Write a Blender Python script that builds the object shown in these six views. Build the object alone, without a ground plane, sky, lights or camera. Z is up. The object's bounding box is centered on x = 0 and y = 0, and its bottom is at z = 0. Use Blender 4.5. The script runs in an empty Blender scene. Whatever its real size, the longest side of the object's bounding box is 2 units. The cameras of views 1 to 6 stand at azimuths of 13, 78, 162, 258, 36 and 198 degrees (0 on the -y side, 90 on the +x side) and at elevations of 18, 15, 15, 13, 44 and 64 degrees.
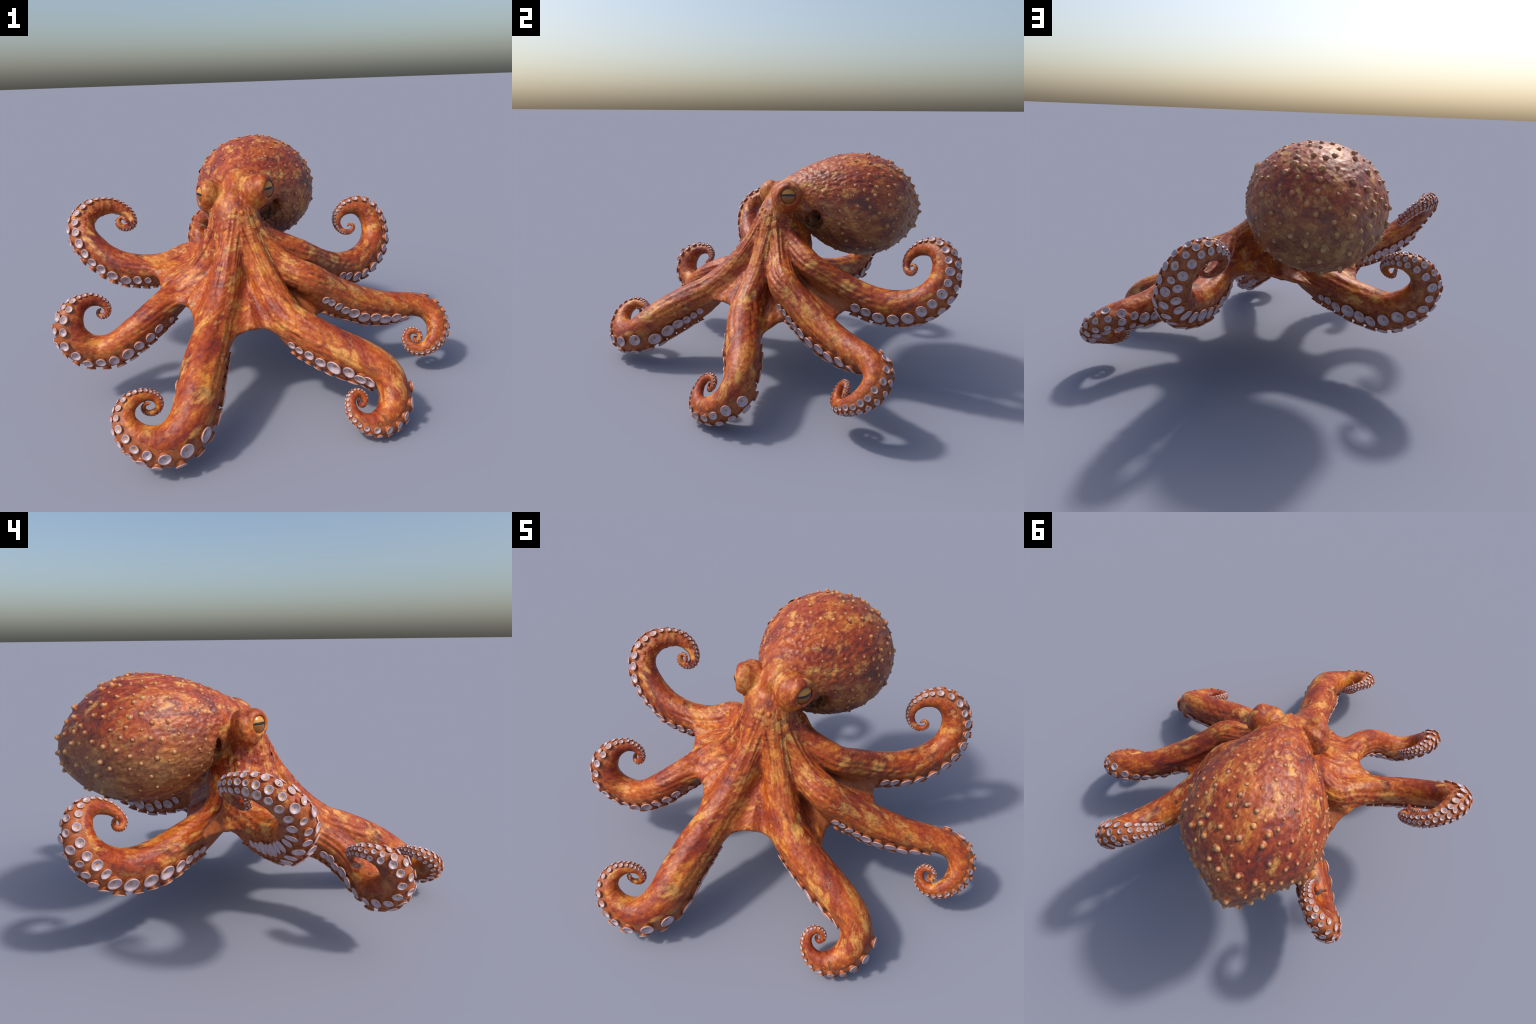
"""A reddish-brown octopus standing on the curled tips of its arms.

The body is one implicit surface (arms, web, crown, head, eye mounds and mantle
blended together), meshed on a sparse grid and then split into named parts.
Suckers, eyes and mantle papillae are separate pieces set on that surface.
"""
import bpy
import math
import numpy as np
from mathutils import Matrix, Vector

CELL = 0.0048            # size of the meshing grid
SUB = 4                  # cells per fine block
rng = np.random.default_rng(11)


def unit(v):
    v = np.asarray(v, float)
    return v / np.maximum(np.linalg.norm(v, axis=-1, keepdims=True), 1e-9)


def smoothstep(x, a, b):
    t = np.clip((np.asarray(x, float) - a) / (b - a), 0, 1)
    return t * t * (3 - 2 * t)


# ------------------------------------------------------------------ the arms
# Each arm: spine from the web outwards to the curled tip, and its thickness
# at RADIUS_AT (fractions of the spine's length).
RADIUS_AT = [0, .15, .30, .40, .50, .58, .66, .74, .80, .87, .93, 1]
ARMS = {
    "rear_left_raised": dict(
        spine=[(-0.373, 0.146, 0.584), (-0.451, 0.092, 0.550), (-0.537, 0.050, 0.537), (-0.626, 0.022, 0.546), (-0.711, 0.007, 0.569), (-0.788, 0.007, 0.608), (-0.852, 0.015, 0.660), (-0.903, 0.035, 0.716), (-0.925, 0.077, 0.773), (-0.910, 0.133, 0.812), (-0.873, 0.186, 0.827), (-0.826, 0.227, 0.824), (-0.775, 0.244, 0.803), (-0.733, 0.238, 0.770), (-0.712, 0.214, 0.734), (-0.737, 0.184, 0.719), (-0.770, 0.174, 0.735), (-0.778, 0.186, 0.764), (-0.755, 0.192, 0.774), (-0.735, 0.184, 0.766), (-0.726, 0.174, 0.758), (-0.722, 0.168, 0.756)],
        radius=[.074, .075, .071, .067, .060, .053, .043, .033, .026, .019, .014, .006], down=.1, curl=(.35, .55)),
    "left": dict(
        spine=[(-0.341, -0.127, 0.464), (-0.375, -0.205, 0.447), (-0.413, -0.274, 0.419), (-0.457, -0.328, 0.381), (-0.509, -0.365, 0.338), (-0.567, -0.386, 0.298), (-0.633, -0.401, 0.279), (-0.695, -0.422, 0.296), (-0.741, -0.433, 0.339), (-0.766, -0.425, 0.394), (-0.766, -0.396, 0.443), (-0.756, -0.353, 0.472), (-0.729, -0.313, 0.484), (-0.692, -0.286, 0.476), (-0.659, -0.278, 0.453), (-0.644, -0.292, 0.422), (-0.665, -0.307, 0.406), (-0.691, -0.296, 0.412), (-0.704, -0.275, 0.417), (-0.697, -0.276, 0.423), (-0.694, -0.274, 0.425), (-0.692, -0.273, 0.426)],
        radius=[.075, .072, .067, .066, .064, .061, .054, .035, .026, .018, .013, .006], down=.1, curl=(.40, .60)),
    "front_left": dict(
        spine=[(-0.093, -0.341, 0.399), (-0.087, -0.426, 0.362), (-0.086, -0.508, 0.326), (-0.082, -0.586, 0.288), (-0.077, -0.658, 0.248), (-0.077, -0.725, 0.205), (-0.100, -0.786, 0.165), (-0.146, -0.835, 0.141), (-0.207, -0.863, 0.151), (-0.266, -0.869, 0.180), (-0.309, -0.851, 0.219), (-0.320, -0.809, 0.256), (-0.297, -0.764, 0.272), (-0.260, -0.730, 0.269), (-0.226, -0.719, 0.242), (-0.226, -0.733, 0.207), (-0.256, -0.750, 0.200), (-0.278, -0.758, 0.220), (-0.267, -0.760, 0.243), (-0.251, -0.768, 0.255), (-0.242, -0.776, 0.263), (-0.238, -0.780, 0.266)],
        radius=[.092, .096, .093, .086, .072, .056, .042, .029, .021, .015, .010, .005], down=.2, curl=(.36, .60)),
    "front_right": dict(
        spine=[(0.226, -0.191, 0.396), (0.301, -0.216, 0.361), (0.376, -0.236, 0.328), (0.450, -0.250, 0.301), (0.524, -0.263, 0.280), (0.594, -0.278, 0.260), (0.658, -0.296, 0.235), (0.702, -0.324, 0.193), (0.718, -0.367, 0.142), (0.706, -0.415, 0.103), (0.674, -0.459, 0.080), (0.630, -0.490, 0.078), (0.582, -0.495, 0.094), (0.546, -0.480, 0.124), (0.539, -0.450, 0.161), (0.560, -0.422, 0.176), (0.588, -0.416, 0.162), (0.597, -0.428, 0.137), (0.584, -0.441, 0.123), (0.570, -0.438, 0.135), (0.571, -0.435, 0.148), (0.573, -0.436, 0.153)],
        radius=[.090, .091, .085, .077, .070, .062, .051, .033, .023, .018, .013, .005], down=.35, curl=(.40, .68)),
    "right": dict(
        spine=[(0.303, -0.010, 0.536), (0.375, 0.031, 0.476), (0.449, 0.073, 0.427), (0.523, 0.115, 0.385), (0.598, 0.156, 0.354), (0.673, 0.197, 0.333), (0.748, 0.234, 0.324), (0.821, 0.266, 0.316), (0.892, 0.270, 0.292), (0.935, 0.237, 0.247), (0.937, 0.189, 0.200), (0.914, 0.143, 0.163), (0.870, 0.117, 0.135), (0.817, 0.118, 0.137), (0.790, 0.140, 0.171), (0.802, 0.160, 0.207), (0.840, 0.157, 0.210), (0.859, 0.144, 0.185), (0.845, 0.142, 0.162), (0.830, 0.157, 0.166), (0.835, 0.170, 0.172), (0.841, 0.174, 0.171)],
        radius=[.083, .084, .077, .068, .061, .054, .045, .031, .025, .018, .014, .005], down=.45, curl=(.36, .60)),
    "rear_right_raised": dict(
        spine=[(0.252, 0.159, 0.605), (0.294, 0.241, 0.553), (0.340, 0.319, 0.508), (0.392, 0.394, 0.472), (0.446, 0.467, 0.451), (0.501, 0.539, 0.452), (0.550, 0.606, 0.472), (0.586, 0.667, 0.515), (0.598, 0.714, 0.575), (0.584, 0.742, 0.642), (0.548, 0.751, 0.700), (0.492, 0.738, 0.732), (0.438, 0.710, 0.728), (0.400, 0.677, 0.702), (0.387, 0.647, 0.663), (0.406, 0.629, 0.625), (0.441, 0.625, 0.605), (0.475, 0.632, 0.612), (0.487, 0.641, 0.636), (0.471, 0.640, 0.651), (0.459, 0.632, 0.647), (0.456, 0.627, 0.643)],
        radius=[.073, .074, .077, .076, .070, .063, .055, .042, .029, .019, .014, .006], down=.1, curl=(.35, .55), sag=.0),
    "rear_left": dict(
        spine=[(-0.154, 0.235, 0.472), (-0.210, 0.311, 0.449), (-0.265, 0.383, 0.425), (-0.318, 0.454, 0.405), (-0.368, 0.524, 0.391), (-0.411, 0.594, 0.386), (-0.444, 0.665, 0.399), (-0.479, 0.720, 0.438), (-0.506, 0.765, 0.488), (-0.516, 0.797, 0.547), (-0.498, 0.805, 0.607), (-0.457, 0.788, 0.647), (-0.417, 0.751, 0.659), (-0.397, 0.705, 0.646), (-0.392, 0.665, 0.619), (-0.402, 0.639, 0.588), (-0.426, 0.646, 0.562), (-0.436, 0.673, 0.572), (-0.440, 0.674, 0.598), (-0.454, 0.665, 0.613), (-0.467, 0.661, 0.621), (-0.473, 0.660, 0.624)],
        radius=[.082, .084, .083, .081, .072, .063, .054, .037, .029, .019, .012, .006], down=.1, curl=(.35, .55)),
}
ARM_ORDER = ["rear_left_raised", "left", "front_left", "front_right", "right", "rear_right_raised", "rear_left"]
# lowest middle point of the web between each arm and the next one round
WEB_EDGE = [(-0.435, -0.085, 0.515), (-0.240, -0.249, 0.467), (0.076, -0.284, 0.385), (0.333, -0.012, 0.350), (0.409, 0.269, 0.405), (0.14, 0.30, 0.50), (-0.455, 0.205, 0.530)]
WEB_REACH = [.30, .25, .225, .29, .30, .22, .30]
CROWN = np.array([-0.06, 0.03, 0.0])


def catmull(points, per=10):
    p = np.asarray(points, float)
    p = np.vstack([2 * p[0] - p[1], p, 2 * p[-1] - p[-2]])
    out = []
    for i in range(1, len(p) - 2):
        t = np.linspace(0, 1, per, endpoint=False)[:, None]
        a, b, c, d = p[i - 1:i + 3]
        out.append(.5 * (2 * b + (c - a) * t + (2 * a - 5 * b + 4 * c - d) * t ** 2 + (3 * b - a - 3 * c + d) * t ** 3))
    out.append(p[-2][None])
    return np.vstack(out)


def arclength(p):
    return np.r_[0, np.cumsum(np.linalg.norm(np.diff(p, axis=0), axis=1))]


def blur(p, n):
    for _ in range(n):
        q = p.copy()
        q[1:-1] = .5 * p[1:-1] + .25 * (p[:-2] + p[2:])
        p = q
    return p


class Arm:
    """Spine, radius, and underside direction along one arm."""

    def __init__(self, spec):
        outer = np.array(spec["spine"])
        way = unit((outer[0] - CROWN) * [1, 1, 0])
        root = [CROWN + way * .045 + [0, 0, .81], CROWN + way * .085 + [0, 0, .735]]
        gap = outer[0] - root[-1]
        root.append(root[-1] + gap * .5 + [0, 0, spec.get('sag', -.04)])
        line = catmull(np.vstack([root, outer]), 12)
        n_root = 12 * 3
        # even out the spacing, finer towards the tip
        a = arclength(line)
        a0 = a[n_root]
        s_raw = (a - a0) / (a[-1] - a0)
        u = np.concatenate([np.linspace(s_raw[0], 0, 20, endpoint=False), 1 - (1 - np.linspace(0, 1, 90)) ** 1.5])
        self.p = blur(np.stack([np.interp(u, s_raw, line[:, k]) for k in range(3)], -1), 2)
        self.s = u
        self.length = a[-1] - a0
        r = np.interp(u, RADIUS_AT, spec["radius"])
        r_root = np.interp(u, [s_raw[0], s_raw[12], 0], [.050, .064, spec["radius"][0]])
        self.r = blur(np.where(u < 0, r_root, r)[:, None], 5)[:, 0]
        self.t = unit(np.gradient(self.p, axis=0))
        d = arclength(self.p)
        curve = np.stack([np.gradient(self.t[:, k], d) for k in range(3)], -1)
        curve = blur(curve, 12)
        outward = unit(-curve)
        w = smoothstep(u, *spec["curl"])[:, None]
        v = np.array([0, 0, -1.0]) * (1 - w) + w * (outward + np.array([0, 0, -spec["down"]]))
        v = blur(v, 6)
        self.v = unit(v - self.t * (v * self.t).sum(1, keepdims=True))
        # the sucker-bearing underside is a second, slightly thinner lobe
        self.drop = .50 * self.r * smoothstep(u, -.05, .12) * (1 - .6 * smoothstep(u, .70, .92))
        self.under = self.p + self.v * self.drop[:, None]
        self.under_r = self.r * .86

    def at(self, s):
        f = lambda a: np.stack([np.interp(s, self.s, a[:, k]) for k in range(3)], -1)
        return f(self.p), unit(f(self.t)), unit(f(self.v)), np.interp(s, self.s, self.r)

    def underside(self, s):
        f = lambda a: np.interp(s, self.s, a)
        return np.stack([f(self.under[:, k]) for k in range(3)], -1), f(self.under_r)


arms = [Arm(ARMS[n]) for n in ARM_ORDER]

# --------------------------------------------------- capsules: arms and webs
seg_a, seg_b, seg_ra, seg_rb, seg_g, seg_s, seg_s2 = [], [], [], [], [], [], []


def add_chain(p, r, group, s=None):
    seg_a.append(p[:-1]); seg_b.append(p[1:]); seg_ra.append(r[:-1]); seg_rb.append(r[1:])
    seg_g.append(np.full(len(p) - 1, group)); seg_s.append(s[:-1] if s is not None else np.zeros(len(p) - 1))
    seg_s2.append(s[1:] if s is not None else np.zeros(len(p) - 1))


N_ARMS = len(arms)
for i, arm in enumerate(arms):
    add_chain(arm.p, arm.r, i, arm.s)
    add_chain(arm.under[14:], arm.under_r[14:], i, arm.s[14:])
for i in range(N_ARMS):
    j = (i + 1) % N_ARMS
    core = CROWN * [1, 1, 0] + [0, 0, .66]
    edge = np.array(WEB_EDGE[i])
    for q in np.linspace(0, 1, 21):
        s = -.18 + q * (WEB_REACH[i] + .18)
        (pa, ta, va, ra), (pb, tb, vb, rb) = arms[i].at(s), arms[j].at(s)
        lower = smoothstep(q, .3, 1)
        pa, pb = pa + va * ra * .45 * lower, pb + vb * rb * .45 * lower
        mid = core + (edge - core) * (.35 + .65 * q)
        ctrl = 2 * mid - .5 * (pa + pb)
        t = np.linspace(0, 1, 7)[:, None]
        line = (1 - t) ** 2 * pa + 2 * t * (1 - t) * ctrl + t * t * pb
        add_chain(line, np.full(7, .024 - .011 * q), N_ARMS)
SEG_A, SEG_B = np.vstack(seg_a), np.vstack(seg_b)
SEG_RA, SEG_RB = np.concatenate(seg_ra), np.concatenate(seg_rb)
SEG_G, SEG_S, SEG_S2 = np.concatenate(seg_g), np.concatenate(seg_s), np.concatenate(seg_s2)
SEG_A, SEG_B, SEG_RA, SEG_RB = (a.astype(np.float32) for a in (SEG_A, SEG_B, SEG_RA, SEG_RB))
SEG_D = SEG_B - SEG_A
SEG_L2 = np.maximum((SEG_D ** 2).sum(1), 1e-12)

# ------------------------------------------------------------ head and mantle
EYE = {"left": np.array([-0.2395, 0.0125, 0.944]), "right": np.array([0.1022, 0.0604, 0.967])}
EYE_LOOK = {"left": unit([-0.82, -0.57, 0.02]), "right": unit([0.95, -0.31, 0.02])}
HEAD_MID = (EYE["left"] + EYE["right"]) / 2
ACROSS = unit(EYE["right"] - EYE["left"])
FORWARD = unit(np.cross([0, 0, 1], ACROSS) * -1)
EYE_R = .055

M_CENTRE = np.array([-0.074, 0.464, 0.896])
M_AXIS = unit([-0.021, 0.979, -0.201])
M_SIDE = unit(np.cross(M_AXIS, [0, 0, 1]))
M_UP = np.cross(M_SIDE, M_AXIS)
M_LEN, M_WIDE, M_HIGH = .460, .321, .287
M_EGG, M_TAPER = .295, -.374


def mantle_local(p):
    d = p - M_CENTRE
    return np.stack([d @ M_AXIS / M_LEN, d @ M_SIDE / M_WIDE, d @ M_UP / M_HIGH], -1)


def mantle_field(p):
    q = mantle_local(p)
    x = q[:, 0]
    xc = np.clip(x, -1, 1)
    pinch = 1 - .34 * smoothstep(xc, .45, 1.0)      # the tail narrows sideways only
    rho = np.sqrt((q[:, 1] / pinch) ** 2 + q[:, 2] ** 2)
    prof = (1 + M_EGG * xc + M_TAPER * xc * xc)
    full = np.sqrt(x * x + (rho / np.maximum(prof, .25)) ** 2)
    return (full - 1) * np.minimum(.30, .30)


def ellipsoid(p, c, radii):
    q = (p - c) / radii
    k = np.sqrt((q * q).sum(1))
    return (k - 1) * np.min(radii) * np.clip(1 + .3 * (k - 1), 1, 2)


def capsule(p, a, b, ra, rb):
    d = b - a
    t = np.clip((p - a) @ d / (d @ d), 0, 1)
    return np.linalg.norm(p - a - t[:, None] * d, axis=1) - (ra + (rb - ra) * t)


def smin(a, b, k):
    h = np.maximum(k - np.abs(a - b), 0) / k
    return np.minimum(a, b) - h * h * k * .25


def smax(a, b, k):
    return -smin(-a, -b, k)


SIPHON = (np.array([.085, .190, .785]), np.array([.094, .196, .822]))


BULGE = {"left": np.array([-.200, .058, .932]), "right": np.array([.032, .074, .952])}


def head_field(p):
    d = ellipsoid(p, np.array([-.085, .055, .87]), np.array([.115, .095, .09]))
    d = smin(d, ellipsoid(p, np.array([-.068, .035, .745]), np.array([.14, .13, .14])), .06)
    d = smin(d, ellipsoid(p, np.array([-.045, .115, .67]), np.array([.15, .125, .15])), .05)
    d = smin(d, ellipsoid(p, np.array([-.045, .05, .62]), np.array([.155, .15, .11])), .06)
    return d


POCKETS = [((.125, .214, .806), (.060, .031, .076)), ((.050, .225, .825), (.085, .046, .070)), ((-.220, .203, .800), (.088, .023, .090))]


def gill_hollow(p):
    """Open pockets between the mantle's rim and the head: wide on the right, a slit on the left."""
    (c0, r0), (c1, r1), (c2, r2) = [(np.array(c), np.array(r)) for c, r in POCKETS]
    return np.minimum(smin(ellipsoid(p, c0, r0), ellipsoid(p, c1, r1), .01), ellipsoid(p, c2, r2))


def eye_mounds(p, d):
    """Barrel-shaped stalks, lid ring round each eye and the hollow the ball sits in."""
    for k in EYE:
        n = EYE_LOOK[k]
        q = p - EYE[k]
        h = q @ n
        rad = np.linalg.norm(q - h[:, None] * n, axis=1)
        barrel = capsule(p, BULGE[k], EYE[k] - n * .036, .088, .073)
        barrel = smax(barrel, h + .003, .016)
        ring = np.sqrt((rad - .050) ** 2 + (h + .008) ** 2) - .0095
        barrel = smin(barrel, ring, .010)
        d = smin(d, barrel, .018)
        ball = np.linalg.norm(p - (EYE[k] - n * .042), axis=1) - EYE_R * 1.02
        d = smax(d, -np.maximum(ball, -(h + .022)), .003)
    return d


def field(p, idx, arm_info=False):
    """Signed distance (approximately) to the skin, using capsules idx."""
    d = np.full(len(p), 1.0)
    best_seg = np.full(len(p), -1)
    best_d = np.full(len(p), 1e9)
    if len(idx):
        pa = p.astype(np.float32)[:, None, :] - SEG_A[idx][None]
        t = np.clip((pa * SEG_D[idx][None]).sum(-1) / SEG_L2[idx], 0, 1)
        dist = np.sqrt(((pa - t[..., None] * SEG_D[idx][None]) ** 2).sum(-1)) - (SEG_RA[idx] + (SEG_RB[idx] - SEG_RA[idx]) * t)
        g = SEG_G[idx]
        root = np.exp(-((p - np.array([-.06, .03, .62])) ** 2).sum(1) / .42 ** 2)
        for i in range(N_ARMS):
            sel = np.nonzero(g == i)[0]
            if len(sel) == 0:
                continue
            di = dist[:, sel]
            k = di.argmin(1)
            m = di[np.arange(len(p)), k]
            better = m < best_d
            best_seg[better] = idx[sel[k[better]]]
            best_d = np.minimum(best_d, m)
            d = smin(d, m, .006 + .018 * root)
        sel = np.nonzero(g == N_ARMS)[0]
        if len(sel):
            k = .010
            dw = dist[:, sel]
            m = dw.min(1)
            w = m - k * np.log(np.exp(-(dw - m[:, None]) / k).sum(1)) + k * .9
            d = smin(d, w, .030)
    near = p[:, 2] > .40
    if near.any():
        q = p[near]
        dq = d[near]
        dq = smin(dq, head_field(q), .05)
        # slit between the mantle's rim and the head, open at both sides
        hollow = gill_hollow(q)
        top = smoothstep(q[:, 2], .84, .95)
        dm = mantle_field(q)
        dq = smin(dq, dm, .012 + .045 * top)
        dq = smax(dq, -hollow, .022)
        dq = smin(dq, capsule(q, *SIPHON, .020, .015), .008)
        dq = eye_mounds(q, dq)
        d[near] = dq
    if arm_info:
        return d, best_seg, best_d
    return d


# --------------------------------------------------- sparse grid, surface nets
BLOCK = CELL * 16
LOW = np.array([-1.06, -1.04, -.03])
HIGH = np.array([1.06, 1.06, 1.28])
NB = np.ceil((HIGH - LOW) / BLOCK).astype(int)


def seg_candidates(c, reach):
    q = c[None] - SEG_A
    t = np.clip((q * SEG_D).sum(1) / SEG_L2, 0, 1)
    dist = np.linalg.norm(q - t[:, None] * SEG_D, axis=1) - np.maximum(SEG_RA, SEG_RB)
    return np.nonzero(dist < reach)[0]


bi = np.stack(np.meshgrid(*[np.arange(n) for n in NB], indexing="ij"), -1).reshape(-1, 3)
bc = LOW + (bi + .5) * BLOCK
half = BLOCK * .5 * math.sqrt(3)
spine_pts = np.vstack([SEG_A, SEG_B])
rough = np.full(len(bc), 9.0)
for lo in range(0, len(bc), 4000):
    c = bc[lo:lo + 4000]
    d = np.full(len(c), 9.0)
    for s0 in range(0, len(SEG_A), 300):
        e = SEG_A[s0:s0 + 300]
        d2 = (c ** 2).sum(1)[:, None] + (e ** 2).sum(1)[None] - 2 * c @ e.T
        d = np.minimum(d, (np.sqrt(np.maximum(d2, 0)) - SEG_RA[s0:s0 + 300]).min(1))
    rough[lo:lo + 4000] = np.minimum(d, np.minimum(mantle_field(c), eye_mounds(c, head_field(c))))
maybe = np.nonzero(np.abs(rough) < half + .07)[0]
maybe = np.concatenate([maybe, np.nonzero((rough < -half - .07) & (bc[:, 2] > .6) & (np.abs(bc[:, 1] - .2) < .1))[0]])
block_segs = {}
REACH_K = half + .10
n_sub = 16 // SUB
sub_off = (np.stack(np.meshgrid(*[np.arange(n_sub)] * 3, indexing="ij"), -1).reshape(-1, 3) + .5) * SUB * CELL
corner = np.stack(np.meshgrid(*[np.arange(SUB + 1)] * 3, indexing="ij"), -1).reshape(-1, 3)
sub_half = SUB * CELL * .5 * math.sqrt(3)
vert_key, vert_pos, cell_quads = [], [], []
NX = (NB * 16 + 2).astype(np.int64)


def key_of(ijk):
    return (ijk[..., 0].astype(np.int64) * NX[1] + ijk[..., 1]) * NX[2] + ijk[..., 2]


edge_list = [(a, b) for a in range(8) for b in range(a + 1, 8) if bin(a ^ b).count("1") == 1]
corner8 = np.array([[(k >> 2) & 1, (k >> 1) & 1, k & 1] for k in range(8)])
quads = {0: [], 1: [], 2: []}
for b in maybe:
    segs = seg_candidates(bc[b], REACH_K)
    base = LOW + bi[b] * BLOCK
    f0 = field(base + sub_off, segs)
    act = np.nonzero(np.abs(f0) < sub_half * 1.5 + .002)[0]
    if len(act) == 0:
        continue
    block_segs[b] = segs
    o = np.rint((sub_off[act] - SUB * CELL * .5) / CELL).astype(int) + bi[b] * 16
    ijk = o[:, None] + corner[None]
    f = field((LOW + ijk * CELL).reshape(-1, 3), segs).reshape(len(act), SUB + 1, SUB + 1, SUB + 1)
    # cells
    vals = np.stack([f[:, c[0]:c[0] + SUB, c[1]:c[1] + SUB, c[2]:c[2] + SUB] for c in corner8], -1)
    cross = (vals.min(-1) < 0) & (vals.max(-1) >= 0)
    w = np.nonzero(cross)
    v8 = vals[w]
    acc = np.zeros((len(v8), 3)); cnt = np.zeros(len(v8))
    for a, c in edge_list:
        va, vc = v8[:, a], v8[:, c]
        m = (va < 0) != (vc < 0)
        t = np.where(m, va / np.where(m, va - vc, 1), 0)
        acc += np.where(m[:, None], corner8[a] + t[:, None] * (corner8[c] - corner8[a]), 0)
        cnt += m
    cell = o[w[0]] + np.stack(w[1:], -1)
    vert_key.append(key_of(cell))
    vert_pos.append(LOW + (cell + acc / cnt[:, None]) * CELL)
    # one quad per crossed grid edge that starts at a cell's low corner
    for ax in range(3):
        far = 4 >> ax
        m = (v8[:, 0] < 0) != (v8[:, far] < 0)
        if m.any():
            quads[ax].append((cell[m], v8[m, 0] < 0))
keys = np.concatenate(vert_key)
pos = np.concatenate(vert_pos)
keys, first = np.unique(keys, return_index=True)
pos = pos[first]
faces = []
for ax in range(3):
    cell = np.concatenate([q[0] for q in quads[ax]])
    inside = np.concatenate([q[1] for q in quads[ax]])
    k, f1 = np.unique(key_of(cell), return_index=True)
    cell, inside = cell[f1], inside[f1]
    e1, e2 = np.eye(3, dtype=int)[(ax + 1) % 3], np.eye(3, dtype=int)[(ax + 2) % 3]
    ring = np.stack([cell - e1 - e2, cell - e2, cell, cell - e1], 1)
    rk = key_of(ring)
    at = np.searchsorted(keys, rk)
    at = np.minimum(at, len(keys) - 1)
    ok = (keys[at] == rk).all(1)
    at, inside = at[ok], inside[ok]
    at[~inside] = at[~inside][:, ::-1]
    faces.append(at)
faces = np.concatenate(faces)


def components(n, f):
    lab = np.arange(n)
    for _ in range(400):
        m = lab[f].min(1)
        new = lab.copy()
        for k in range(4):
            np.minimum.at(new, f[:, k], m)
        new = new[new]
        if (new == lab).all():
            break
        lab = new
    return lab


lab = components(len(pos), faces)
main = np.bincount(lab).argmax()
keep = lab == main
renum = np.cumsum(keep) - 1
faces = renum[faces[keep[faces].all(1)]]
pos = pos[keep]


def relax(p, f, n, w=.5):
    e = np.concatenate([f[:, [0, 1]], f[:, [1, 2]], f[:, [2, 3]], f[:, [3, 0]]])
    deg = np.bincount(e[:, 0], minlength=len(p)) + np.bincount(e[:, 1], minlength=len(p))
    for _ in range(n):
        acc = np.stack([np.bincount(e[:, 0], p[e[:, 1], k], len(p)) + np.bincount(e[:, 1], p[e[:, 0], k], len(p)) for k in range(3)], -1)
        p = p + w * (acc / deg[:, None] - p)
    return p


def by_block(p, fn):
    b = np.clip(np.floor((p - LOW) / BLOCK).astype(int), 0, NB - 1)
    bid = (b[:, 0] * NB[1] + b[:, 1]) * NB[2] + b[:, 2]
    order = np.argsort(bid, kind="stable")
    cuts = np.nonzero(np.diff(bid[order]))[0] + 1
    for part in np.split(order, cuts):
        k = bid[part[0]]
        if k not in block_segs:
            block_segs[k] = seg_candidates(bc[k], REACH_K)
        fn(part, block_segs[k])


def settle(p):
    """Move vertices onto the implicit surface; returns positions and gradients."""
    out, grad = p.copy(), np.zeros_like(p)
    eps = .0012

    def fn(part, segs):
        q = p[part]
        f = field(q, segs)
        g = np.stack([field(q + e, segs) - f for e in np.eye(3) * eps], -1) / eps
        g2 = np.maximum((g * g).sum(1), .05)
        step = np.clip(f / g2, -.004, .004)
        out[part] = q - step[:, None] * g
        grad[part] = g
    by_block(p, fn)
    return out, grad


pos = relax(pos, faces, 3)
pos, grad = settle(pos)
pos = relax(pos, faces, 1, .4)
pos, grad = settle(pos)

# which arm, how far along it, and round it
near_seg = np.full(len(pos), -1)
near_d = np.full(len(pos), 9.0)


def note(part, segs):
    _, s, d = field(pos[part], segs, True)
    near_seg[part], near_d[part] = s, d


by_block(pos, note)
has = near_seg >= 0
seg_id = np.maximum(near_seg, 0)
arm_id = np.where(has, SEG_G[seg_id], -1)
along = np.clip(((pos - SEG_A[seg_id]) * SEG_D[seg_id]).sum(1) / SEG_L2[seg_id], 0, 1)
arm_s = np.where(has, SEG_S[seg_id] + along * (SEG_S2[seg_id] - SEG_S[seg_id]), -1.0)
theta = np.zeros(len(pos))          # 0 = underside, pi = back of the arm
for i, arm in enumerate(arms):
    m = arm_id == i
    c, t, v, r = arm.at(arm_s[m])
    q = pos[m] - c
    side = np.cross(t, v)
    theta[m] = np.arctan2((q * side).sum(1), (q * v).sum(1))


# ------------------------------------------------------------- surface relief
_perm = np.random.default_rng(5).permutation(256)
_perm = np.concatenate([_perm, _perm, _perm])
_grads = unit(np.random.default_rng(6).normal(size=(256, 3)))


def noise3(p):
    i = np.floor(p).astype(int)
    f = p - i
    u = f * f * f * (f * (f * 6 - 15) + 10)
    total = 0
    for c in corner8:
        j = (i + c) & 255
        h = _perm[_perm[_perm[j[:, 0]] + j[:, 1]] + j[:, 2]]
        w = np.prod(np.where(c == 1, u, 1 - u), 1)
        total = total + w * (_grads[h] * (f - c)).sum(1)
    return total * 1.6


normal = unit(grad)
mant = mantle_field(pos)
mq = mantle_local(pos)
head_d = head_field(pos)
is_mantle = (mant < .012) & (mq[:, 0] > -.80) & (pos[:, 1] > .11)
on_mantle = smoothstep(pos[:, 1], .10, .2) * smoothstep(-mant, -.02, .0)
eye_near = np.minimum(*[np.linalg.norm(pos - EYE[k], axis=1) for k in EYE])
bump = np.zeros(len(pos))
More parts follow.
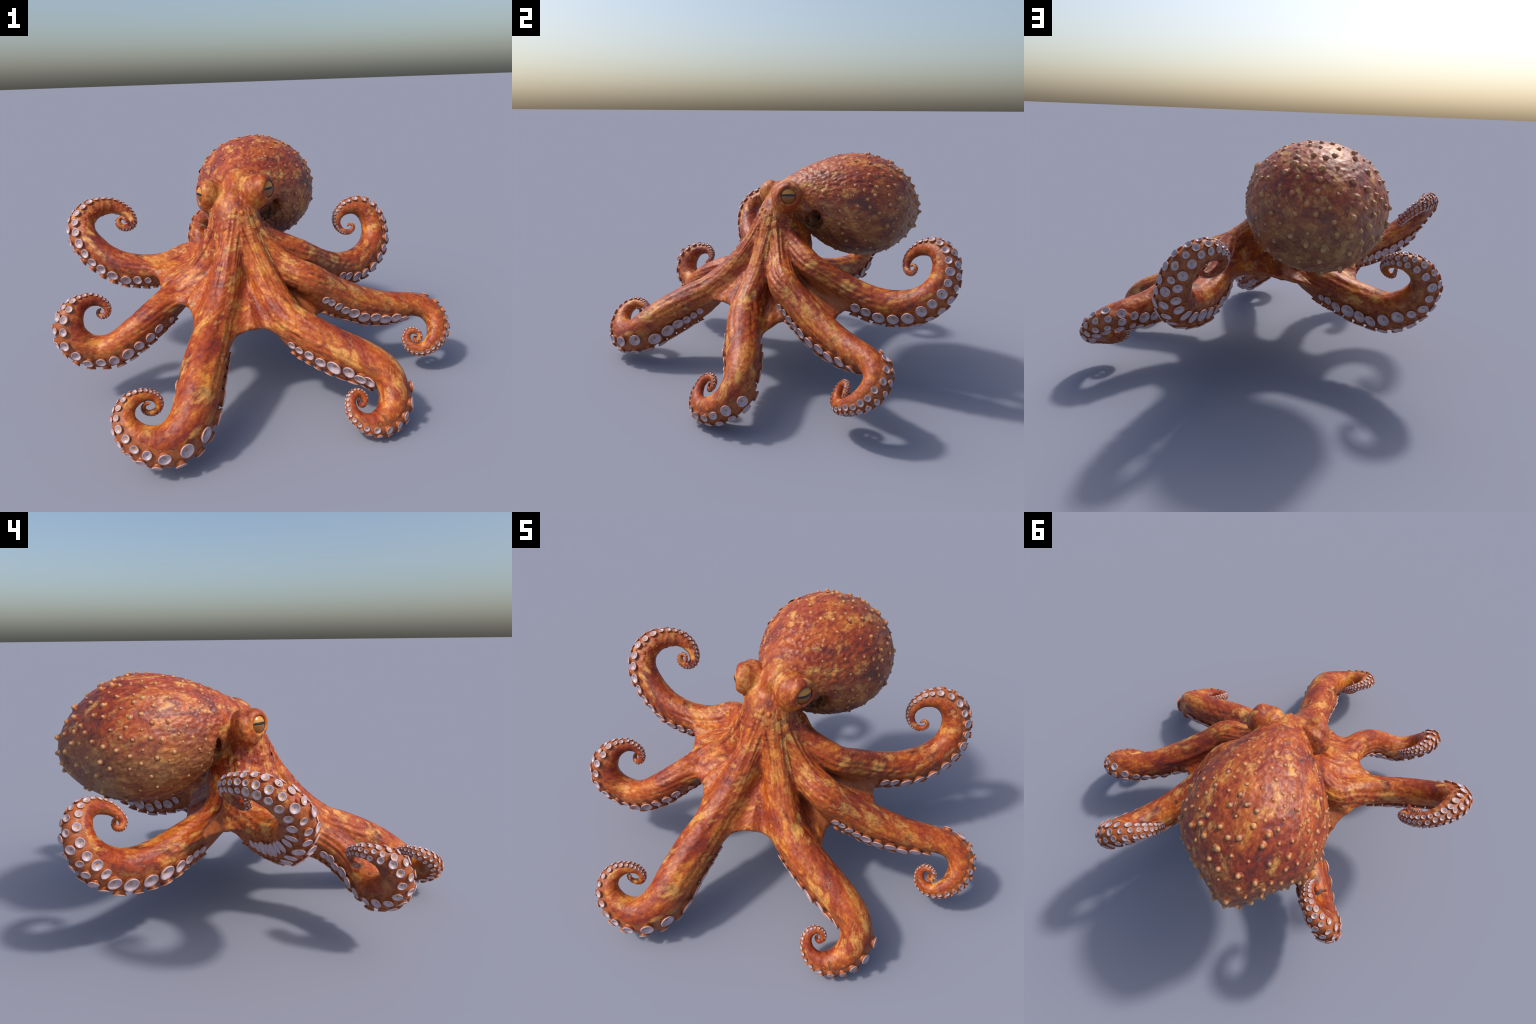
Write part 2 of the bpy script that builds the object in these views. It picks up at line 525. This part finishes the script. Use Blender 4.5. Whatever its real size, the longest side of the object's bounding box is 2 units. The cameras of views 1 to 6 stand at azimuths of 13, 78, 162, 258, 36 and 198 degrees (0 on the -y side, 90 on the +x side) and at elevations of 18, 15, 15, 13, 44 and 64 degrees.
# lengthwise folds running from the head down onto the arms
fold = noise3(np.stack([np.cos(theta) * 2.6 + 7 * arm_id, np.sin(theta) * 2.6, arm_s * 2.4], -1))
fold2 = noise3(np.stack([np.cos(theta) * 5.5 + 7 * arm_id, np.sin(theta) * 5.5, arm_s * 3.4], -1))
root_w = smoothstep(-arm_s, -.36, .05) * smoothstep(-pos[:, 2], -.90, -.80) * (1 - on_mantle)
high = smoothstep(pos[:, 2], .52, .68) * smoothstep(-pos[:, 1], -.12, .04)
bump += root_w * (-(.0045 + .0045 * high) * np.abs(fold) ** .8 + (.0022 + .004 * high) * fold2 - .001)
# a groove low on each flank, where the web runs out along the arm
wander = .18 * noise3(np.stack([arm_s * 5, arm_id * 3.1, np.sign(theta) * 2], -1))
flank = sum(np.exp(-((np.abs(theta) - c + wander) / w) ** 2) for c, w in ((1.72, .10), (2.05, .13), (2.55, .16)))
flank = flank * smoothstep(arm_s, -.12, .04) * smoothstep(-arm_s, -.46, -.15)
bump -= .0042 * flank * (has & (near_d < .02))
# soft wrinkles everywhere, finer on the mantle's shoulders
bump += (.0016 * noise3(pos * 38) + .0007 * noise3(pos * 85)) * smoothstep(eye_near, .05, .08)
shoulder = np.exp(-((mq[:, 0] + .62) / .22) ** 2) * on_mantle
bump += shoulder * (.0038 * noise3(pos * [55, 26, 60]) + .0018 * noise3(pos * 70 + 9))
streak = np.stack([mq[:, 0] * 9, mq[:, 1] * 17, mq[:, 2] * 17], -1)
bump += on_mantle * ((1.25 - smoothstep(mq[:, 0], -.5, .5)) * (.0026 * np.maximum(noise3(streak), -.15) + .0014 * noise3(streak * 2.1 + 4)) + .0018 * noise3(pos * 30 + 3) + .0022 * np.maximum(noise3(pos * 52 + 5), 0) * (1 + smoothstep(-mq[:, 2], -.1, .5)))
# pimples on the cheeks below the eyes
cheek = smoothstep(pos[:, 2], .72, .78) * smoothstep(-pos[:, 2], -.90, -.85) * (1 - on_mantle)
bump += cheek * .006 * np.maximum(noise3(pos * 44 + 20) - .12, 0)
pos = pos + normal * bump[:, None]


def vertex_normals(p, f):
    n = np.cross(p[f[:, 2]] - p[f[:, 0]], p[f[:, 3]] - p[f[:, 1]])
    return unit(np.stack([sum(np.bincount(f[:, c], n[:, k], len(p)) for c in range(4)) for k in range(3)], -1))


normal = vertex_normals(pos, faces)


# ------------------------------------------------------------------ materials
def ramp(nt, src, stops):
    n = nt.nodes.new("ShaderNodeValToRGB")
    e = n.color_ramp.elements
    while len(e) < len(stops):
        e.new(.5)
    for k, (x, c) in zip(e, stops):
        k.position = x
        k.color = (*c, 1) if not isinstance(c, (int, float)) else (c, c, c, 1)
    nt.links.new(src, n.inputs[0])
    return n.outputs[0]


def noise_tex(nt, vec, scale, detail=5, rough=.6, distort=0.0):
    n = nt.nodes.new("ShaderNodeTexNoise")
    n.inputs["Scale"].default_value = scale
    n.inputs["Detail"].default_value = detail
    n.inputs["Roughness"].default_value = rough
    n.inputs["Distortion"].default_value = distort
    nt.links.new(vec, n.inputs["Vector"])
    return n.outputs[0]


def mix(nt, fac, a, b, mode="MIX"):
    n = nt.nodes.new("ShaderNodeMix")
    n.data_type = "RGBA"
    n.blend_type = mode
    for sock, val in ((n.inputs[0], fac), (n.inputs[6], a), (n.inputs[7], b)):
        if isinstance(val, (int, float)):
            sock.default_value = val
        elif isinstance(val, tuple):
            sock.default_value = (*val, 1)
        else:
            nt.links.new(val, sock)
    return n.outputs[2]


def math_node(nt, op, a, b=None):
    n = nt.nodes.new("ShaderNodeMath")
    n.operation = op
    for sock, val in zip(n.inputs, (a, b)):
        if val is None:
            continue
        if isinstance(val, (int, float)):
            sock.default_value = val
        else:
            nt.links.new(val, sock)
    return n.outputs[0]


def new_material(name, rough=.45, spec=.5):
    m = bpy.data.materials.new(name)
    m.use_nodes = True
    b = m.node_tree.nodes["Principled BSDF"]
    b.inputs["Roughness"].default_value = rough
    b.inputs["Specular IOR Level"].default_value = spec
    return m, m.node_tree, b


DARK = (.075, .016, .012)
PLUM = (.13, .026, .019)
RED = (.265, .031, .008)
ORANGE = (.45, .094, .013)
AMBER = (.62, .225, .030)
TAN = (.68, .32, .075)
OLIVE = (.30, .16, .055)


def skin_material(name, heading=None, kind="arm"):
    m, nt, b = new_material(name, .45, .42)
    if kind in ("bump", "cheek"):
        src = nt.nodes.new("ShaderNodeNewGeometry").outputs["Position"]
    else:
        src = nt.nodes.new("ShaderNodeTexCoord").outputs["Object"]
    mp = nt.nodes.new("ShaderNodeMapping")
    nt.links.new(src, mp.inputs["Vector"])
    if heading is not None:
        mp.vector_type = "TEXTURE"      # the inverse: turns the arm's run onto x
        yaw = math.atan2(heading[1], heading[0])
        mp.inputs["Rotation"].default_value = (0, math.atan2(-heading[2], math.hypot(heading[0], heading[1])), yaw)
        mp.inputs["Scale"].default_value = (1.9, 1, 1)
    vec = mp.outputs[0]
    big = noise_tex(nt, vec, 9.5, 6, .62, .5)
    mid = noise_tex(nt, vec, 54, 6, .70, .5)
    fine = noise_tex(nt, vec, 120, 4, .6, .3)
    blend = math_node(nt, "ADD", math_node(nt, "MULTIPLY", big, .62), math_node(nt, "MULTIPLY", mid, .38))
    if kind == "under":
        col = ramp(nt, blend, [(.35, (.20, .05, .018)), (.5, (.36, .095, .026)), (.65, (.44, .13, .036))])
    else:
        lift = 0.02 if kind in ("mantle", "bump") else 0.0
        blend = math_node(nt, "SUBTRACT", blend, lift)
        col = ramp(nt, blend, [(.36, PLUM), (.44, RED), (.50, (.36, .060, .010)), (.55, ORANGE), (.62, AMBER)])
        patches = ramp(nt, noise_tex(nt, vec, 15, 9, .70, .25), [(.53, 0.0), (.64, .9)])
        col = mix(nt, patches, col, TAN)
        stains = ramp(nt, noise_tex(nt, vec, 13, 6, .65, .8), [(.30, .85), (.43, 0.0)])
        col = mix(nt, stains, col, DARK)
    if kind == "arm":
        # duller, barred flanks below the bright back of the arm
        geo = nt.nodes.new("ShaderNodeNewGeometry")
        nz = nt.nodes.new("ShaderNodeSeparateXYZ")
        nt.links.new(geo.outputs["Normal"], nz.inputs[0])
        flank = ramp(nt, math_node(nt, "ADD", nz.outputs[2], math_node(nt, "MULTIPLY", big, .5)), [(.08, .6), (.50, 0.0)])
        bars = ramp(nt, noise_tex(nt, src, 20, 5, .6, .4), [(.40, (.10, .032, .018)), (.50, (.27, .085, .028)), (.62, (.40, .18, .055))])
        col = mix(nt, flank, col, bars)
    if kind in ("mantle", "bump", "head"):
        sep = nt.nodes.new("ShaderNodeSeparateXYZ")
        nt.links.new(src, sep.inputs[0])
        # paler, olive flanks and belly under the rusty cap
        z = math_node(nt, "ADD", sep.outputs[2], math_node(nt, "MULTIPLY", math_node(nt, "SUBTRACT", big, .5), .10 if kind == "head" else .35))
        if kind == "head":
            pale = ramp(nt, z, [(.80, 0.0), (.85, .3), (.92, .05)])
        else:
            pale = ramp(nt, z, [(.80, 1.0), (.98, 0.0)])
        mott = ramp(nt, blend, [(.36, (.12, .04, .022)), (.46, (.24, .085, .032)), (.53, OLIVE), (.62, (.42, .26, .11))])
        col = mix(nt, math_node(nt, "MULTIPLY", pale, .85), col, mott)
    if kind == "bump":
        oc = nt.nodes.new("ShaderNodeTexCoord").outputs["Object"]
        sep2 = nt.nodes.new("ShaderNodeSeparateXYZ")
        nt.links.new(oc, sep2.inputs[0])
        tip = ramp(nt, sep2.outputs[2], [(.15, 0.0), (.75, .75)])
        col = mix(nt, tip, col, (.58, .31, .125))
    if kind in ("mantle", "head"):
        # skin colour blackened inside the gill pockets to paint in their depth shadow
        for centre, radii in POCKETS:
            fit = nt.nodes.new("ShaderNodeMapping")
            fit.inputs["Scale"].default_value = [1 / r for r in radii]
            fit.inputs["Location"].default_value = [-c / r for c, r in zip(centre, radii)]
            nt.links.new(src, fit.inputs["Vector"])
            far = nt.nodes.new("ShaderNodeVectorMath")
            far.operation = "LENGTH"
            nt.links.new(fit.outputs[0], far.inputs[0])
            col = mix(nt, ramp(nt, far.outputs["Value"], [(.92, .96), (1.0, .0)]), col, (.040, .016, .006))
    grain = ramp(nt, fine, [(.3, .72), (.7, 1.25)])
    col = mix(nt, .8, col, grain, "MULTIPLY")
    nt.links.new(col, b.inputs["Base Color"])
    if kind in ("mantle", "bump"):
        b.inputs["Specular IOR Level"].default_value = .60
    wet = -.01 if kind in ("mantle", "bump") else 0.0
    nt.links.new(ramp(nt, mid, [(.3, .53 - wet), (.7, .38 - wet)]), b.inputs["Roughness"])
    bump = nt.nodes.new("ShaderNodeBump")
    bump.inputs["Strength"].default_value = .35
    bump.inputs["Distance"].default_value = .004
    nt.links.new(math_node(nt, "ADD", mid, math_node(nt, "MULTIPLY", fine, .5)), bump.inputs["Height"])
    nt.links.new(bump.outputs[0], b.inputs["Normal"])
    return m


def plain_skin(name, c0, c1, scale, rough):
    m, nt, b = new_material(name, rough)
    src = nt.nodes.new("ShaderNodeNewGeometry").outputs["Position"]
    nt.links.new(ramp(nt, noise_tex(nt, src, scale, 4), [(.35, c0), (.65, c1)]), b.inputs["Base Color"])
    return m


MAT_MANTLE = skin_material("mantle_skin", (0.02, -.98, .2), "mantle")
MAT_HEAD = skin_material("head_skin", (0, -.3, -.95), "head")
MAT_UNDER = skin_material("underside_skin", None, "under")
MAT_BUMP = skin_material("papilla_skin", None, "bump")
MAT_CHEEK = skin_material("cheek_papilla_skin", None, "cheek")
MAT_STEM = plain_skin("sucker_stem", (.30, .075, .022), (.46, .14, .045), 40, .4)
MAT_RIM = plain_skin("sucker_rim", (.44, .28, .27), (.58, .43, .44), 60, .3)
MAT_CUP = plain_skin("sucker_cup", (.44, .34, .38), (.56, .46, .52), 50, .28)
MAT_PIT = plain_skin("sucker_pit", (.42, .22, .10), (.50, .29, .15), 80, .35)
MAT_ARM = [skin_material("arm_skin", arm.p[70] - arm.p[20]) for arm in arms]

# ---------------------------------------------------------------- body parts
octopus = bpy.data.objects.new("octopus", None)
bpy.context.scene.collection.objects.link(octopus)
octopus["label"] = "mottled orange-brown octopus with seven curled sucker-lined arms and warty mantle"
octopus["category"] = "octopus"


def link(ob, parent):
    bpy.context.scene.collection.objects.link(ob)
    ob.parent = parent
    return ob


def mesh_from(name, p, f, mats, mat_index=None, smooth=True):
    me = bpy.data.meshes.new(name)
    me.from_pydata([tuple(x) for x in p], [], [tuple(int(i) for i in x) for x in f])
    for m in mats:
        me.materials.append(m)
    if mat_index is not None:
        me.polygons.foreach_set("material_index", np.asarray(mat_index, dtype=np.int32))
    me.polygons.foreach_set("use_smooth", np.full(len(me.polygons), smooth))
    me.update()
    return me


region = np.where(is_mantle, 100, np.where((pos[:, 2] > .80) | ~has | ((head_d < near_d) & (pos[:, 2] > .74)), 101, arm_id))
votes = region[faces]
face_region = np.median(votes, axis=1).astype(int)
face_region = np.where((votes == face_region[:, None]).any(1), face_region, votes[:, 0])
under = np.abs(theta) < 1.32
face_under = (under[faces].sum(1) >= 3) & (arm_s[faces].mean(1) > -.02)
parts = {}
for code in [100, 101, *range(N_ARMS)]:
    sel = face_region == code
    f = faces[sel]
    used, inv = np.unique(f, return_inverse=True)
    f = inv.reshape(-1, 4)
    name = {100: "mantle", 101: "head"}.get(code, "arm")
    mats = {100: [MAT_MANTLE], 101: [MAT_HEAD]}.get(code) or [MAT_ARM[code], MAT_UNDER]
    me = mesh_from(name, pos[used], f, mats, face_under[sel] if code < 100 else None)
    me.normals_split_custom_set_from_vertices(normal[used])
    parts[code] = link(bpy.data.objects.new(name, me), octopus)


# -------------------------------------------------------------------- suckers
def lathe(profile, n, bands):
    """Surface of revolution round z; bands give a material index per ring."""
    v, f, mi = [], [], []
    for r, z in profile:
        for k in range(n):
            a = 2 * math.pi * k / n
            v.append((r * math.cos(a), r * math.sin(a), z))
    for i in range(len(profile) - 1):
        for k in range(n):
            f.append((i * n + k, i * n + (k + 1) % n, (i + 1) * n + (k + 1) % n, (i + 1) * n + k))
            mi.append(bands[i])
    v.append((0, 0, profile[-1][1]))
    for k in range(n):
        f.append(((len(profile) - 1) * n + k, (len(profile) - 1) * n + (k + 1) % n, len(v) - 1))
        mi.append(bands[-1])
    return np.array(v), f, np.array(mi)


SUCKER = [(1.02, -.75), (.88, -.30), (.80, -.02), (.84, .18), (.96, .32), (1.03, .42), (1.02, .52), (.95, .575), (.86, .55), (.78, .44), (.62, .29), (.44, .20), (.28, .18), (.20, .12), (.10, .08)]
SUCKER_BANDS = [0, 0, 0, 0, 0, 1, 1, 1, 1, 2, 2, 2, 3, 3, 3]
SUCKER_MATS = [MAT_STEM, MAT_RIM, MAT_CUP, MAT_PIT]
sv, sf, smi = lathe(SUCKER, 22, SUCKER_BANDS)
sucker_mesh = mesh_from("sucker", sv, sf, SUCKER_MATS, smi)
sv, sf, smi = lathe([SUCKER[k] for k in (0, 2, 4, 6, 7, 9, 11, 13)], 12, [0, 0, 0, 1, 1, 2, 3, 3])

ROWS = [(-1.5, 0), (-.50, .5), (.50, .1), (1.5, .6)]
spots = []
for i, arm in enumerate(arms):
    for angle, phase in ROWS:
        s = (.15 if ARM_ORDER[i] == "rear_right_raised" and abs(angle) > 1 else .06) + phase * .035
        while s < .992:
            r = arm.at(s)[3]
            size = r * .345 * (.66 + .34 * smoothstep(s, .1, .26)) * (1 + .12 * smoothstep(s, .12, .25) * (1 - smoothstep(s, .35, .5)))
            size = max(size, .0017) * rng.uniform(.88, 1.10)
            if abs(angle) < 1:
                size *= .90
            s_mid = s + size / arm.length
            c, t, v, r = arm.at(s_mid)
            uc, ur = arm.underside(s_mid)
            a = angle * (1 - .20 * smoothstep(s, .40, .62)) + rng.normal(0, .06)
            n = unit(v * math.cos(a) + np.cross(t, v) * math.sin(a))
            n_lean = unit(v * math.cos(a * .80) + np.cross(t, v) * math.sin(a * .80) + t * rng.normal(0, .07))
            spots.append((size, uc + n * (ur * .97 + size * .08), n_lean, t, i))
            s = s_mid + size * (1.03 + rng.uniform(0, .12)) / arm.length
# leave out the ones the web would swallow
probe = np.array([k[1] + k[2] * k[0] * .35 for k in spots])
clear = np.zeros(len(spots))


def note_clear(part, segs):
    clear[part] = field(probe[part], segs) - .2 * np.array([spots[k][0] for k in part])


by_block(probe, note_clear)
spots = [k for k, c in zip(spots, clear) if c > 0]
spots.sort(key=lambda k: -k[0])


def placement(size, c, n, t, squash):
    x = unit(t - n * (t @ n))
    y = np.cross(n, x)
    m = np.eye(4)
    m[:3, 0], m[:3, 1], m[:3, 2], m[:3, 3] = x * size * squash, y * size / squash, n * size, c
    return m


loose = {i: ([], [], []) for i in range(N_ARMS)}
for k, (size, c, n, t, i) in enumerate(spots):
    m = placement(size, c, n, t, rng.uniform(.94, 1.06))
    if k < 300:
        ob = bpy.data.objects.new("sucker", sucker_mesh)
        link(ob, parts[i])
        ob.matrix_world = Matrix(m.tolist())
    else:
        v, f, mi = loose[i]
        off = sum(len(x) for x in v)
        v.append(sv @ m[:3, :3].T + m[:3, 3])
        f.extend(tuple(j + off for j in face) for face in sf)
        mi.append(smi)
for i, (v, f, mi) in loose.items():
    me = mesh_from("small_suckers", np.vstack(v), f, SUCKER_MATS, np.concatenate(mi))
    ob = link(bpy.data.objects.new("small_suckers", me), parts[i])
    ob["kind"] = "stuff"

# ------------------------------------------------------------------- papillae
pap_profile = [(1.75, -.30), (1.45, -.06), (1.15, .10), (.90, .34), (.76, .66), (.64, .92), (.46, 1.12), (.22, 1.22)]
pv, pf, _ = lathe(pap_profile, 14, [0] * 8)
papilla_mesh = mesh_from("papilla", pv, pf, [MAT_BUMP])
cheek_mesh = mesh_from("papilla", pv, pf, [MAT_CHEEK])
gill_d = gill_hollow(pos)
cand = np.nonzero(is_mantle & (mant < .012))[0]
cand = rng.permutation(cand)
chosen, sizes = [], []
for c in cand:
    x, y, z = mq[c]
    tall = .5 + .5 * smoothstep(z, -.5, .5)
    size = (.0052 + .0030 * smoothstep(x, -.6, -.2) + .0050 * smoothstep(x, -.3, .75) * tall) * rng.uniform(.5, 1.25)
    space = .050 + .012 * smoothstep(x, 0, .6) + (.024 if z < -.25 else .0) + (.02 if (x < -.1 and z > .5) else 0)
    if x < -.60 or gill_d[c] < .025:
        continue
    if chosen:
        d = np.linalg.norm(pos[np.array(chosen)] - pos[c], axis=1)
        if d.min() < space * rng.uniform(.75, 1.4):
            continue
    chosen.append(c)
    sizes.append(size)
    if len(chosen) >= 250:
        break
cheeks = np.nonzero((region == 101) & (pos[:, 2] > .76) & (pos[:, 2] < .88) & (pos[:, 1] < .12) & (eye_near > .085))[0]
first_cheek = len(chosen)
for c in rng.permutation(cheeks):
    if first_cheek == len(chosen) or np.linalg.norm(pos[np.array(chosen[first_cheek:])] - pos[c], axis=1).min() > rng.uniform(.03, .075):
        chosen.append(c)
        sizes.append(rng.uniform(.004, .009))
for c, size in zip(chosen, sizes):
    n = normal[c]
    lean = unit(n + M_AXIS * .12 + rng.normal(0, .06, 3))
    m = placement(size, pos[c] - n * size * .02, lean, M_AXIS, 1.0)
    tall = rng.uniform(.7, 1.15) * (.58 + .52 * smoothstep(mq[c, 0], -.3, .7))
    m[:3, 2] *= tall
    ob = bpy.data.objects.new("papilla", papilla_mesh if is_mantle[c] else cheek_mesh)
    link(ob, parts[100 if is_mantle[c] else 101])
    ob.matrix_world = Matrix(m.tolist())

# ----------------------------------------------------------------------- eyes
m_iris, nt, b = new_material("iris_gold", .28, .4)
src = nt.nodes.new("ShaderNodeTexCoord").outputs["Object"]
mp = nt.nodes.new("ShaderNodeMapping")
mp.inputs["Scale"].default_value = (1, 5, 1)
nt.links.new(src, mp.inputs[0])
sep = nt.nodes.new("ShaderNodeSeparateXYZ")
nt.links.new(src, sep.inputs[0])
gold = ramp(nt, sep.outputs[1], [(.0, (.30, .115, .026)), (.10, (.36, .14, .028)), (.22, (.58, .235, .036)), (.6, (.66, .29, .05))])
fleck = ramp(nt, noise_tex(nt, mp.outputs[0], 2.2, 5), [(.35, .65), (.65, 1.1)])
nt.links.new(mix(nt, .7, gold, fleck, "MULTIPLY"), b.inputs["Base Color"])
b.inputs["Coat Weight"].default_value = .25
b.inputs["Coat Roughness"].default_value = .08
m_pupil, nt, b = new_material("pupil_black", .12, .6)
b.inputs["Base Color"].default_value = (.006, .009, .014, 1)
m_lid, nt, b = new_material("lid_rim", .4)
b.inputs["Base Color"].default_value = (.06, .022, .014, 1)

n_u, n_v = 40, 24
ball_profile = [(math.sin(a), math.cos(a)) for a in np.linspace(math.pi * .33, .02, 16)]
ball_profile = [(.02, .42)] + ball_profile
ev, ef, _ = lathe(ball_profile, 40, [0] * 17)
eye_mesh = mesh_from("eye", ev, ef, [m_iris])
# slit pupil: a lens-shaped strip laid on the ball, with its own thickness
gv, gf = [], []
for lift in (1.022, .96):
    for iu in range(n_u + 1):
        a = (iu / n_u * 2 - 1)
        h = .10 * max(1 - abs(a) ** 8, .2)
        for iv in range(9):
            x, y = a * .70, .13 - .04 * a * a + h * (iv / 4 - 1)
            gv.append(np.array([x, y, math.sqrt(max(1 - x * x - y * y, .01))]) * lift)
for k in range(2):
    for iu in range(n_u):
        for iv in range(8):
            o = k * (n_u + 1) * 9 + iu * 9 + iv
            q = (o, o + 9, o + 10, o + 1)
            gf.append(q if k == 0 else q[::-1])
m0 = (n_u + 1) * 9
for iu in range(n_u):
    for iv in (0, 8):
        o = iu * 9 + iv
        gf.append((o, o + m0, o + m0 + 9, o + 9) if iv == 0 else (o, o + 9, o + m0 + 9, o + m0))
for iv in range(8):
    for iu in (0, n_u):
        o = iu * 9 + iv
        gf.append((o, o + 1, o + m0 + 1, o + m0) if iu == 0 else (o, o + m0, o + m0 + 1, o + 1))
pupil_mesh = mesh_from("pupil", gv, gf, [m_pupil])
for k in EYE:
    n = EYE_LOOK[k]
    up = unit(np.array([0, 0, 1.0]) - n * n[2])
    x = np.cross(up, n)
    m = np.eye(4)
    m[:3, 0], m[:3, 1], m[:3, 2], m[:3, 3] = x * EYE_R, up * EYE_R, n * EYE_R, EYE[k] - n * .042
    eye = link(bpy.data.objects.new("eye", eye_mesh), parts[101])
    eye.matrix_world = Matrix(m.tolist())
    pupil = link(bpy.data.objects.new("pupil", pupil_mesh), eye)
    pupil.matrix_parent_inverse = Matrix.Identity(4)

print("vertices", len(pos), "faces", len(faces), "suckers", len(spots), "papillae", len(chosen), "low", pos.min(0), "high", pos.max(0))
